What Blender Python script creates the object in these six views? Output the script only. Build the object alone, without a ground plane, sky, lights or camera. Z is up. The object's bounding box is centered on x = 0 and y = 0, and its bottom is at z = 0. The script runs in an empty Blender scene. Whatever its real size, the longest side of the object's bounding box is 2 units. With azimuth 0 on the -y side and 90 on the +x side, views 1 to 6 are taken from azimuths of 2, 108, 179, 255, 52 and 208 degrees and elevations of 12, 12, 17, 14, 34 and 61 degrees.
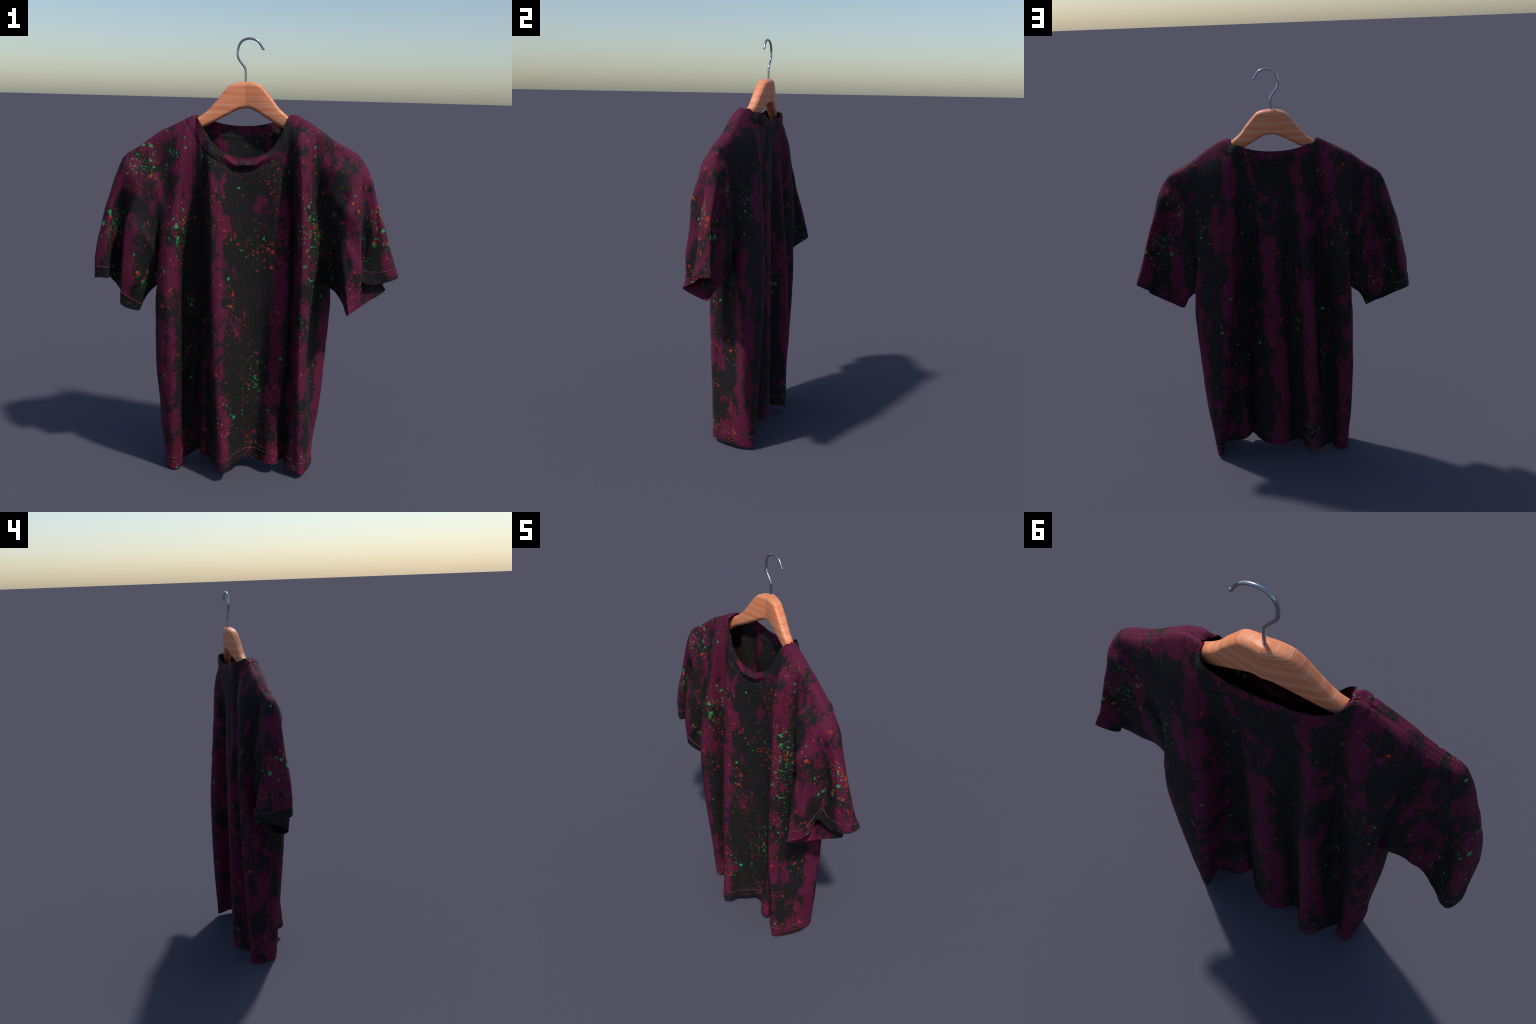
# A ribbed T-shirt, splattered with dye, on a wooden hanger with a wire hook.
import bpy, bmesh, math, random
import numpy as np
from mathutils import Vector, noise
from mathutils.bvhtree import BVHTree

random.seed(7)
rng = np.random.default_rng(7)

# ------------------------------------------------------------------ helpers
def catmull(P, counts):
    """Catmull-Rom through the control rows of P; counts[i] samples in span i."""
    P = np.asarray(P, float)
    n = len(P)
    out = []
    for i in range(n - 1):
        p1, p2 = P[i], P[i + 1]
        p0 = P[i - 1] if i > 0 else 2 * p1 - p2
        p3 = P[i + 2] if i + 2 < n else 2 * p2 - p1
        m = counts[i]
        for k in range(m):
            t = k / m
            a = 2 * p1
            b = p2 - p0
            c = 2 * p0 - 5 * p1 + 4 * p2 - p3
            d = -p0 + 3 * p1 - 3 * p2 + p3
            out.append(0.5 * (a + b * t + c * t * t + d * t ** 3))
    out.append(P[-1])
    return np.array(out)

def catmull_closed(P, m):
    P = np.asarray(P, float)
    n = len(P)
    ext = np.concatenate([P[-2:], P, P[:3]])
    r = catmull(ext, [m] * (len(ext) - 1))
    return r[2 * m:2 * m + n * m]

def material(name):
    m = bpy.data.materials.new(name)
    m.use_nodes = True
    return m, m.node_tree, m.node_tree.nodes["Principled BSDF"]

def add_object(name, mesh, parent=None):
    o = bpy.data.objects.new(name, mesh)
    bpy.context.scene.collection.objects.link(o)
    if parent:
        o.parent = parent
    return o

def mesh_from(name, verts, faces, mat, smooth=True):
    me = bpy.data.meshes.new(name)
    me.from_pydata([tuple(map(float, v)) for v in verts], [], [tuple(map(int, f)) for f in faces])
    me.materials.append(mat)
    if smooth:
        me.polygons.foreach_set("use_smooth", [True] * len(me.polygons))
    me.update()
    return me

# ------------------------------------------------------------------ materials
class Nodes:
    """Tiny builder for value graphs."""
    def __init__(self, nt):
        self.nt = nt
    def link(self, a, b):
        self.nt.links.new(a, b)
    def val(self, sock, v):
        if isinstance(v, (int, float)):
            sock.default_value = v
        else:
            self.link(v, sock)
    def math(self, op, a, b=0.0, c=None, clamp=False):
        n = self.nt.nodes.new("ShaderNodeMath")
        n.operation = op
        n.use_clamp = clamp
        self.val(n.inputs[0], a)
        self.val(n.inputs[1], b)
        if c is not None:
            self.val(n.inputs[2], c)
        return n.outputs[0]
    def ramp01(self, v, lo, hi):
        n = self.nt.nodes.new("ShaderNodeMapRange")
        n.interpolation_type = 'SMOOTHSTEP'
        self.val(n.inputs["Value"], v)
        n.inputs["From Min"].default_value = lo
        n.inputs["From Max"].default_value = hi
        return n.outputs["Result"]
    def curve(self, v, pts):
        """Value of a height curve; pts = [(height m, value m)], value offset by 1 m."""
        n = self.nt.nodes.new("ShaderNodeFloatCurve")
        self.link(self.math('MULTIPLY', v, 0.5), n.inputs["Value"])
        c = n.mapping.curves[0]
        pts = [(min(max(z / 2, 0), 1), (x + 1) / 2) for z, x in pts]
        c.points[0].location = pts[0]
        c.points[-1].location = pts[-1]
        for p in pts[1:-1]:
            c.points.new(*p)
        for p in c.points:
            p.handle_type = 'VECTOR'
        n.mapping.update()
        return self.math('MULTIPLY_ADD', n.outputs[0], 2.0, -1.0)
    def mapping(self, vec, scale=(1, 1, 1), loc=(0, 0, 0), rot=(0, 0, 0)):
        n = self.nt.nodes.new("ShaderNodeMapping")
        self.link(vec, n.inputs["Vector"])
        n.inputs["Scale"].default_value = scale
        n.inputs["Location"].default_value = loc
        n.inputs["Rotation"].default_value = rot
        return n.outputs[0]
    def noise(self, vec, scale, detail=3, rough=0.55, distort=0.0):
        n = self.nt.nodes.new("ShaderNodeTexNoise")
        self.link(vec, n.inputs["Vector"])
        n.inputs["Scale"].default_value = scale
        n.inputs["Detail"].default_value = detail
        n.inputs["Roughness"].default_value = rough
        n.inputs["Distortion"].default_value = distort
        return n.outputs["Fac"], n.outputs["Color"]
    def mix(self, fac, a, b):
        n = self.nt.nodes.new("ShaderNodeMix")
        n.data_type = 'RGBA'
        self.val(n.inputs[0], fac)
        for s, v in ((n.inputs[6], a), (n.inputs[7], b)):
            if isinstance(v, tuple):
                s.default_value = (*v, 1)
            else:
                self.link(v, s)
        return n.outputs[2]
    def blobs(self, vec, scale, keep, size, seed):
        """Splatter: a random few of the Voronoi cells carry a round spot."""
        d = self.noise(vec, 120, 3, 0.65)[1]
        mixv = self.nt.nodes.new("ShaderNodeVectorMath")
        mixv.operation = 'MULTIPLY_ADD'
        self.link(d, mixv.inputs[0])
        mixv.inputs[1].default_value = (0.024, 0.024, 0.024)
        self.link(self.mapping(vec, loc=(seed, seed * 1.7, -seed)), mixv.inputs[2])
        v = self.nt.nodes.new("ShaderNodeTexVoronoi")
        v.inputs["Scale"].default_value = scale
        self.link(mixv.outputs[0], v.inputs["Vector"])
        sep = self.nt.nodes.new("ShaderNodeSeparateColor")
        self.link(v.outputs["Color"], sep.inputs[0])
        on = self.math('LESS_THAN', sep.outputs[0], keep)
        r = self.math('MULTIPLY_ADD', self.math('POWER', sep.outputs[1], 1.5), size * 0.85, size * 0.2)
        inside = self.math('SUBTRACT', r, v.outputs["Distance"])
        return self.math('MULTIPLY', on, self.ramp01(inside, 0.0, size * 0.22))

BLACK = (0.0068, 0.0068, 0.0064)
MAGENTA = (0.092, 0.0040, 0.0295)
RED = (0.36, 0.030, 0.009)
GREEN = (0.016, 0.33, 0.078)

def fabric(name, stripes, rib_rot=(0, 0, 0), extra=None, bias=0.0, green=1.0, red=1.0, sides_only=False, hot=()):
    """Ribbed black jersey, magenta rubbed onto the fold ridges, red and green splatter.
    stripes: [(centre-line curve, half width, lowest height, highest height)]"""
    m, nt, bsdf = material(name)
    N = Nodes(nt)
    tc = nt.nodes.new("ShaderNodeTexCoord")
    P = tc.outputs["Object"]
    sep = nt.nodes.new("ShaderNodeSeparateXYZ")
    N.link(P, sep.inputs[0])
    X, Y, Z = sep.outputs
    # ragged edges for the ridges
    wob = N.noise(N.mapping(P, (1, 1, 0.55)), 26, 5, 0.72)[0]
    best = None
    for line, w, z0, z1 in stripes:
        c = N.curve(Z, line)
        d = N.math('ABSOLUTE', N.math('SUBTRACT', X, c))
        s = N.math('DIVIDE', N.math('SUBTRACT', w, d), 0.013)     # >0 inside
        s = N.math('MINIMUM', s, 1.0)
        s = N.math('MINIMUM', s, N.math('DIVIDE', N.math('SUBTRACT', Z, z0), 0.03))
        s = N.math('MINIMUM', s, N.math('DIVIDE', N.math('SUBTRACT', z1, Z), 0.03))
        best = s if best is None else N.math('MAXIMUM', best, s)
    if extra:
        for f in extra:
            best = N.math('MAXIMUM', best, f(N, X, Y, Z))
    best = N.math('MINIMUM', N.math('MAXIMUM', best, -1.7), 0.85)
    wob2 = N.noise(P, 95, 4, 0.7)[0]
    big = N.noise(N.mapping(P, (1.15, 1.15, 0.8)), 8.5, 3, 0.6)[0]
    score = N.math('ADD', best, N.math('MULTIPLY_ADD', wob, 8.5, -4.25))
    score = N.math('ADD', score, N.math('MULTIPLY_ADD', wob2, 4.2, -2.1))
    score = N.math('ADD', score, N.math('MULTIPLY_ADD', big, 10.5, -5.15 + bias))
    score = N.math('MINIMUM', score, 3.0)
    mag = N.ramp01(score, -0.25, 0.8)
    # a faint dusting of magenta everywhere
    dust = N.noise(P, 120, 3, 0.7)[0]
    dust = N.math('MULTIPLY', N.ramp01(dust, 0.54, 0.66),
                  N.ramp01(score, -2.6, 0.0))
    dust = N.math('MULTIPLY', dust, 0.55)
    mag = N.math('MAXIMUM', mag, dust)
    # ribs: thin vertical wales
    rv = N.mapping(P, rot=rib_rot)
    wave = nt.nodes.new("ShaderNodeTexWave")
    wave.wave_type = 'BANDS'
    wave.bands_direction = 'X'
    wave.inputs["Scale"].default_value = 54
    wave.inputs["Distortion"].default_value = 0.35
    wave.inputs["Detail"].default_value = 1
    wave.inputs["Detail Scale"].default_value = 0.4
    N.link(rv, wave.inputs["Vector"])
    wave.inputs["Distortion"].default_value = 0.0
    side = nt.nodes.new("ShaderNodeTexWave")
    side.wave_type = 'BANDS'
    side.bands_direction = 'Y'
    side.inputs["Scale"].default_value = 54
    N.link(P, side.inputs["Vector"])
    geo = nt.nodes.new("ShaderNodeNewGeometry")
    gs = nt.nodes.new("ShaderNodeSeparateXYZ")
    N.link(geo.outputs["Normal"], gs.inputs[0])
    turned = N.ramp01(N.math('ABSOLUTE', gs.outputs[0]), 0.68, 0.80)   # wales on cloth seen edge-on
    rib = N.math('ADD', N.math('MULTIPLY', wave.outputs["Fac"], N.math('SUBTRACT', 1.0, turned)),
                 N.math('MULTIPLY', side.outputs["Fac"], turned))
    grain = N.noise(P, 420, 2, 0.6)[0]
    shade = N.math('MULTIPLY_ADD', rib, 0.26, 0.80)
    shade = N.math('MULTIPLY', shade, N.math('MULTIPLY_ADD', grain, 0.5, 0.75))
    col = N.mix(mag, BLACK, MAGENTA)
    mul = nt.nodes.new("ShaderNodeMix")
    mul.data_type = 'RGBA'
    mul.blend_type = 'MULTIPLY'
    mul.inputs[0].default_value = 1
    N.link(col, mul.inputs[6])
    comb = nt.nodes.new("ShaderNodeCombineColor")
    for i in range(3):
        N.link(shade, comb.inputs[i])
    N.link(comb.outputs[0], mul.inputs[7])
    col = mul.outputs[2]
    # splatter
    cl_r = N.noise(N.mapping(P, loc=(3, 1, 2)), 7.0, 2)[0]
    cl_g = N.noise(N.mapping(P, loc=(-2, 5, 1), scale=(1, 1, 0.8)), 5.5, 2)[0]
    keep_r = N.math('MULTIPLY_ADD', N.ramp01(cl_r, 0.48, 0.70), 0.62, 0.028)
    keep_g = N.math('MULTIPLY_ADD', N.ramp01(cl_g, 0.52, 0.66), 0.80, 0.006)
    if sides_only:                       # the chest is nearly free of green; red gathers near the hem
        side_w = N.ramp01(N.math('ABSOLUTE', X), 0.16, 0.27)
        low_w = N.math('SUBTRACT', 1.0, N.ramp01(Z, 0.35, 0.60))
        keep_g = N.math('MULTIPLY', keep_g, N.math('MULTIPLY_ADD', N.math('MAXIMUM', side_w, N.math('MULTIPLY', low_w, .6)), 0.9, 0.25))
        keep_r = N.math('ADD', keep_r, N.math('MULTIPLY', N.math('SUBTRACT', 1.0, N.ramp01(Z, 0.06, 0.34)), 0.30))
    keep_g = N.math('MULTIPLY', keep_g, green)
    keep_r = N.math('MULTIPLY', keep_r, red)
    for hx, hy, hz, hr, amount in hot:                         # where a flick of green landed
        vd = nt.nodes.new("ShaderNodeVectorMath")
        vd.operation = 'DISTANCE'
        N.link(N.mapping(P, scale=(1, 1, 0.6)), vd.inputs[0])
        vd.inputs[1].default_value = (hx, hy, hz * 0.6)
        near = N.ramp01(vd.outputs["Value"], hr, hr * 0.25)
        keep_g = N.math('ADD', keep_g, N.math('MULTIPLY', near, amount))
        keep_r = N.math('ADD', keep_r, N.math('MULTIPLY', near, amount * 0.4))
    reds = N.math('MAXIMUM', N.blobs(P, 33, keep_r, 0.34, 1.3), N.math('MAXIMUM', N.blobs(P, 58, keep_r, 0.36, 2.2), N.blobs(P, 100, keep_r, 0.42, 4.1)))
    grn = N.math('MAXIMUM', N.blobs(P, 33, keep_g, 0.36, 7.7), N.math('MAXIMUM', N.blobs(P, 56, keep_g, 0.36, 6.1), N.blobs(P, 100, keep_g, 0.42, 9.2)))
    col = N.mix(N.math('MULTIPLY', reds, 0.85), col, RED)
    col = N.mix(N.math('MULTIPLY', grn, 0.85), col, GREEN)
    N.link(col, bsdf.inputs["Base Color"])
    bsdf.inputs["Roughness"].default_value = 0.82
    bsdf.inputs["Specular IOR Level"].default_value = 0.28
    b = nt.nodes.new("ShaderNodeBump")
    b.inputs["Strength"].default_value = 0.38
    b.inputs["Distance"].default_value = 0.0016
    h = N.math('MULTIPLY_ADD', grain, 0.35, rib)
    N.link(h, b.inputs["Height"])
    N.link(b.outputs[0], bsdf.inputs["Normal"])
    return m

def crease_rub(a, b, w):
    """Magenta along one crease from a to b."""
    ab = Vector(b) - Vector(a)
    def f(N, X, Y, Z):
        t = 0.0
        for s, p, d in zip((X, Y, Z), a, ab):
            t = N.math('ADD', t, N.math('MULTIPLY', N.math('SUBTRACT', s, p), d / ab.length_squared))
        t = N.math('MINIMUM', N.math('MAXIMUM', t, 0.0), 1.0)
        r2 = 0.0
        for s, p, d in zip((X, Y, Z), a, ab):
            q = N.math('SUBTRACT', s, N.math('MULTIPLY_ADD', t, d, p))
            r2 = N.math('MULTIPLY_ADD', q, q, r2)
        return N.math('DIVIDE', N.math('SUBTRACT', w, N.math('SQRT', r2)), 0.008)
    return f

def shoulder_rub(N, X, Y, Z):
    """Rubbed magenta along the top of the shoulders."""
    ax = N.math('ABSOLUTE', N.math('ADD', X, 0.02))
    line = N.math('MULTIPLY_ADD', ax, -0.62, 1.787)
    return N.math('DIVIDE', N.math('SUBTRACT', Z, N.math('SUBTRACT', line, 0.016)), 0.02)

def back_collar(N, X, Y, Z):
    d = N.math('ABSOLUTE', N.math('ADD', X, 0.03))
    a = N.math('DIVIDE', N.math('SUBTRACT', Z, 1.578), 0.01)
    return N.math('MINIMUM', N.math('MINIMUM', a, 2.4),
                  N.math('DIVIDE', N.math('SUBTRACT', 0.15, d), 0.03))

def collar_roll(N, X, Y, Z):
    """Magenta along the roll of the slack front collar."""
    q = N.math('ADD', X, 0.015)
    zc = N.math('MULTIPLY_ADD', N.math('MULTIPLY', q, q), 1.9, 1.455)
    a = N.math('DIVIDE', N.math('SUBTRACT', 0.010, N.math('ABSOLUTE', N.math('SUBTRACT', Z, zc))), 0.006)
    b = N.math('DIVIDE', N.math('SUBTRACT', 0.14, N.math('ABSOLUTE', q)), 0.03)
    return N.math('MINIMUM', N.math('MINIMUM', a, b), 1.6)

FRONT_STRIPES = [
    ([(0, -.33), (.3, -.352), (.8, -.352), (1.1, -.345), (1.28, -.31), (1.6, -.262), (2, -.25)], .043, -1, 1.66),
    ([(0, -.082), (.3, -.093), (.6, -.113), (1.1, -.125), (1.35, -.135), (2, -.14)], .027, -1, 1.40),
    ([(0, .14), (.3, .135), (.6, .15), (1.1, .155), (1.35, .155), (2, .15)], .028, -1, 1.36),
    ([(0, .255), (.3, .25), (.8, .25), (1.1, .25), (1.35, .24), (1.6, .25), (2, .25)], .034, -1, 1.68),
    ([(0, .33), (.3, .35), (.8, .365), (2, .37)], .018, .08, .85),
    ([(0, -.20), (.5, -.20), (2, -.2)], .010, .0, .50),
    ([(0, -.36), (1.3, -.375), (1.55, -.45), (2, -.6)], .012, 1.33, 1.52),
    ([(0, .40), (1.35, .40), (1.5, .37), (2, .3)], .045, 1.36, 1.56),
]
BACK_STRIPES = [
    ([(0, .31), (.3, .275), (.5, .25), (.94, .20), (1.35, .185), (1.6, .19), (2, .19)], .030, -1, 1.62),
    ([(0, .165), (.47, .18), (2, .18)], .015, -1, .5),
    ([(0, -.01), (.25, -.03), (.57, -.012), (.9, .018), (1.2, .015), (2, .01)], .040, -1, 1.30),
    ([(0, -.19), (.2, -.20), (.5, -.185), (.8, -.175), (1.1, -.165), (1.35, -.165), (2, -.16)], .036, -1, 1.42),
    ([(0, -.34), (.4, -.362), (.9, -.372), (1.1, -.375), (1.25, -.33), (1.45, -.283), (1.6, -.262), (2, -.25)], .034, -1, 1.62),
    ([(0, .26), (1.25, .262), (2, .25)], .016, 1.05, 1.36),
    ([(0, -.13), (2, -.13)], .022, 1.44, 1.58),
    ([(0, .07), (2, .07)], .020, 1.42, 1.58),
    ([(0, .345), (.6, .36), (1.0, .385), (2, .39)], .018, -1, 1.06),
]
SLEEVE_L = [
    ([(0, -.55), (.85, -.545), (1.35, -.50), (2, -.45)], .036, .80, 1.47),
    ([(0, -.80), (.93, -.69), (1.0, -.675), (1.3, -.605), (1.45, -.55), (2, -.5)], .030, .965, 1.50),
]
SLEEVE_R = [
    ([(0, .475), (.9, .475), (1.3, .468), (2, .45)], .036, .80, 1.47),
    ([(0, .76), (.95, .675), (1.25, .59), (1.5, .49), (2, .4)], .036, .90, 1.50),
]
mat_front = fabric("jersey_front", FRONT_STRIPES, extra=[shoulder_rub, collar_roll], sides_only=True, green=0.35,
                   hot=[(-.30, -.05, 1.15, .10, .6), (.275, -.07, 1.16, .10, .65), (.02, -.03, 1.13, .10, .22), (-.07, -.13, .30, .07, .5),
                        (.03, 0, .48, .09, .45), (.26, .0, 1.57, .06, .5), (-.17, -.04, 1.52, .05, .5), (-.45, -.02, 1.46, .07, .55)])
COLLAR_STRIPES = FRONT_STRIPES + [([(0, .0), (2, .0)], .11, 1.45, 1.50)]
mat_collar = fabric("jersey_collar", COLLAR_STRIPES, extra=[shoulder_rub, collar_roll], bias=0.45, green=0.4)
mat_back = fabric("jersey_back", BACK_STRIPES, extra=[shoulder_rub, back_collar, crease_rub((-.461, .07, 1.465), (-.388, .09, 1.296), .016)], green=0.12, red=0.5,
                  hot=[(.11, .05, 1.08, .07, .35), (.33, .09, 1.20, .10, .2), (-.35, .12, 1.18, .07, .4), (-.19, .15, .10, .08, .4),
                       (-.2, .09, .72, .12, .22)])
mat_sleeve_l = fabric("jersey_sleeve_left", SLEEVE_L, extra=[crease_rub((-.517, .055, 1.399), (-.439, .06, 1.187), .016), crease_rub((-.515, .04, 1.27), (-.475, .03, 1.04), .016)], rib_rot=(0, math.radians(-24), 0), bias=-0.1, green=0.3,
                      hot=[(-.615, -.03, 1.17, .08, .6), (-.50, -.03, 1.45, .06, .6), (-.49, -.04, 1.33, .06, .3), (-.60, .05, 1.2, .05, .15)])
mat_sleeve_r = fabric("jersey_sleeve_right", SLEEVE_R, extra=[crease_rub((.481, .045, 1.417), (.433, .045, 1.223), .017), crease_rub((.478, .03, 1.197), (.469, .015, 1.02), .014)], rib_rot=(0, math.radians(24), 0), bias=0.1, green=0.4, red=1.35,
                      hot=[(.615, -.03, 1.20, .10, .6), (.53, -.02, 1.14, .08, .5), (.46, .05, 1.36, .07, .4)])

mat_cuff_l = fabric("jersey_cuff_left", SLEEVE_L[:1], rib_rot=(0, math.radians(-24), 0), bias=-1.6, green=0.25)
mat_cuff_r = fabric("jersey_cuff_right", SLEEVE_R, rib_rot=(0, math.radians(24), 0), bias=0.2)
mat_edge, nt, bsdf = material("hem_edge_thread")
N = Nodes(nt)
tc = nt.nodes.new("ShaderNodeTexCoord")
f = N.noise(tc.outputs["Object"], 22, 3)[0]
N.link(N.mix(N.ramp01(f, 0.40, 0.55), (0.03, 0.008, 0.015), (0.17, 0.022, 0.065)), bsdf.inputs["Base Color"])
bsdf.inputs["Roughness"].default_value = 0.8
mat_thread, nt, bsdf = material("stitch_thread")
N = Nodes(nt)
tc = nt.nodes.new("ShaderNodeTexCoord")
f = N.noise(tc.outputs["Object"], 30, 3)[0]
N.link(N.mix(f, (0.012, 0.006, 0.006), (0.075, 0.016, 0.020)), bsdf.inputs["Base Color"])
bsdf.inputs["Roughness"].default_value = 0.75

# ------------------------------------------------------------------ the shirt body
# Horizontal cross-sections of the hanging cloth (x, y), listed fold by fold from
# the wearer's-right seam across the front, then back again across the back.
LEVELS = [0.27, 0.52, 0.80, 1.08, 1.28]
FRONT_HEM = [(-.373, .045, .004), (-.352, -.022, .001), (-.322, -.047, .002), (-.292, -.032, .012),
             (-.284, .004, .028), (-.274, .03, .038), (-.23, .085, .047), (-.206, .068, .048),
             (-.198, .025, .046), (-.16, .015, .047), (-.150, -.045, .05), (-.112, -.085, .053),
             (-.105, -.14, .057), (-.078, -.162, .063), (-.052, -.14, .063), (-.045, -.09, .062),
             (-.015, -.052, .063), (.012, -.003, .061), (.06, -.002, .056), (.118, -.05, .055),
             (.163, -.047, .052), (.172, -.005, .05), (.19, .028, .046), (.204, 0, .045),
             (.207, -.05, .042), (.245, -.070, .030), (.275, -.086, .022), (.305, -.04, .020),
             (.322, .01, .019), (.333, .075, .018)]
FRONT = [
    # z = 0.27
    [(-.400, .04), (-.378, -.032), (-.335, -.068), (-.297, -.055), (-.291, -.01), (-.283, .035), (-.24, .072),
     (-.208, .045), (-.195, .016), (-.165, .004), (-.145, -.05), (-.128, -.10), (-.115, -.133), (-.09, -.143),
     (-.062, -.123), (-.045, -.085), (-.012, -.04), (.025, 0), (.07, .012), (.122, -.022), (.162, -.03),
     (.178, -.004), (.195, .008), (.212, -.012), (.222, -.06), (.242, -.088), (.265, -.096), (.298, -.065),
     (.312, -.004), (.322, .05)],
    # z = 0.52
    [(-.380, .035), (-.403, -.05), (-.34, -.092), (-.295, -.073), (-.294, -.01), (-.287, .034), (-.245, .058),
     (-.21, .034), (-.19, .008), (-.165, -.016), (-.152, -.06), (-.142, -.10), (-.128, -.125), (-.105, -.13),
     (-.075, -.115), (-.045, -.083), (-.01, -.04), (.03, -.003), (.08, .018), (.136, -.008), (.182, -.022),
     (.2, -.010), (.211, 0), (.222, -.02), (.228, -.07), (.24, -.1), (.258, -.107), (.286, -.068),
     (.297, -.004), (.306, .035)],
    # z = 0.80 (the side seams end at the armpits, a little higher)
    [(-.345, .03), (-.402, -.062), (-.347, -.108), (-.301, -.078), (-.298, -.008), (-.290, .032), (-.25, .044),
     (-.215, .024), (-.195, 0), (-.175, -.026), (-.162, -.065), (-.152, -.095), (-.14, -.11), (-.115, -.113),
     (-.09, -.098), (-.05, -.066), (-.01, -.038), (.03, -.013), (.08, -.002), (.145, -.018), (.19, -.018),
     (.205, 0), (.215, .006), (.225, -.02), (.231, -.075), (.24, -.105), (.26, -.112), (.295, -.06),
     (.304, .002), (.335, .032)],
    # z = 1.08
    [(-.395, -.012), (-.386, -.066), (-.345, -.098), (-.305, -.082), (-.296, -.016), (-.282, .010), (-.25, .018),
     (-.22, .018), (-.2, -.003), (-.185, -.026), (-.172, -.065), (-.162, -.088), (-.148, -.099), (-.125, -.095),
     (-.095, -.08), (-.06, -.058), (-.02, -.041), (.02, -.027), (.065, -.013), (.13, -.015), (.185, -.015),
     (.203, 0), (.213, .008), (.222, -.02), (.228, -.075), (.243, -.103), (.265, -.102), (.312, -.062),
     (.335, -.022), (.363, -.025)],
    # z = 1.28
    [(-.402, -.038), (-.360, -.046), (-.322, -.070), (-.297, -.062), (-.285, -.018), (-.265, -.002), (-.24, .003),
     (-.22, .003), (-.205, -.012), (-.19, -.03), (-.178, -.06), (-.168, -.08), (-.155, -.09), (-.13, -.087),
     (-.1, -.073), (-.065, -.058), (-.025, -.042), (.02, -.033), (.065, -.025), (.125, -.025), (.168, -.018),
     (.188, 0), (.2, .008), (.212, -.015), (.22, -.068), (.238, -.098), (.262, -.090), (.29, -.042),
     (.317, -.022), (.350, -.048)]]
FRONT_YOKE = [(-.44, -.038, 1.40), (-.39, -.02, 1.44), (-.315, -.044, 1.48), (-.285, -.050, 1.49),
              (-.268, -.030, 1.49), (-.25, -.020, 1.485), (-.23, -.022, 1.48), (-.215, -.028, 1.475),
              (-.2, -.028, 1.465), (-.188, -.04, 1.455), (-.178, -.052, 1.45), (-.167, -.06, 1.44),
              (-.152, -.064, 1.43), (-.125, -.062, 1.42), (-.095, -.053, 1.41), (-.06, -.045, 1.405),
              (-.02, -.04, 1.40), (.02, -.037, 1.40), (.06, -.035, 1.405), (.11, -.03, 1.415),
              (.145, -.022, 1.43), (.165, -.018, 1.445), (.178, -.018, 1.455), (.19, -.030, 1.465),
              (.207, -.064, 1.475), (.228, -.084, 1.485), (.258, -.068, 1.485), (.285, -.025, 1.475),
              (.32, -.028, 1.455), (.380, -.076, 1.435)]
FRONT_TOP = [(-.49, .002, 1.520), (-.40, .015, 1.582), (-.30, .018, 1.634), (-.265, .02, 1.648),
             (-.252, .026, 1.655), (-.238, .036, 1.656), (-.229, -.003, 1.646), (-.214, -.017, 1.626),
             (-.2, -.024, 1.604), (-.186, -.024, 1.583), (-.172, -.03, 1.563), (-.157, -.034, 1.544),
             (-.138, -.037, 1.527), (-.115, -.039, 1.51), (-.088, -.039, 1.497), (-.06, -.038, 1.488),
             (-.02, -.036, 1.484), (.02, -.034, 1.487), (.055, -.031, 1.497), (.09, -.026, 1.52),
             (.115, -.022, 1.547), (.13, -.017, 1.572), (.145, -.016, 1.6), (.160, -.004, 1.638),
             (.178, .038, 1.662), (.215, .028, 1.662), (.25, .02, 1.648), (.30, .015, 1.612),
             (.37, .010, 1.568), (.478, -.002, 1.507)]
BACK_HEM = [(.333, .075, .018), (.32, .133, .014), (.303, .142, .015), (.29, .115, .027), (.283, .072, .045),
            (.25, .06, .055), (.215, .06, .057), (.178, .04, .052), (.153, .014, .057), (.14, .005, .066),
            (.125, .03, .073), (.098, .07, .064), (.045, .108, .053), (-.005, .121, .05), (-.05, .105, .053),
            (-.09, .073, .055), (-.12, .085, .056), (-.14, .125, .054), (-.163, .161, .042), (-.192, .159, .027),
            (-.22, .137, .03), (-.26, .085, .022), (-.293, .056, .012), (-.305, .085, .005), (-.338, .102, 0),
            (-.364, .088, 0), (-.373, .045, .004)]
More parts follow.
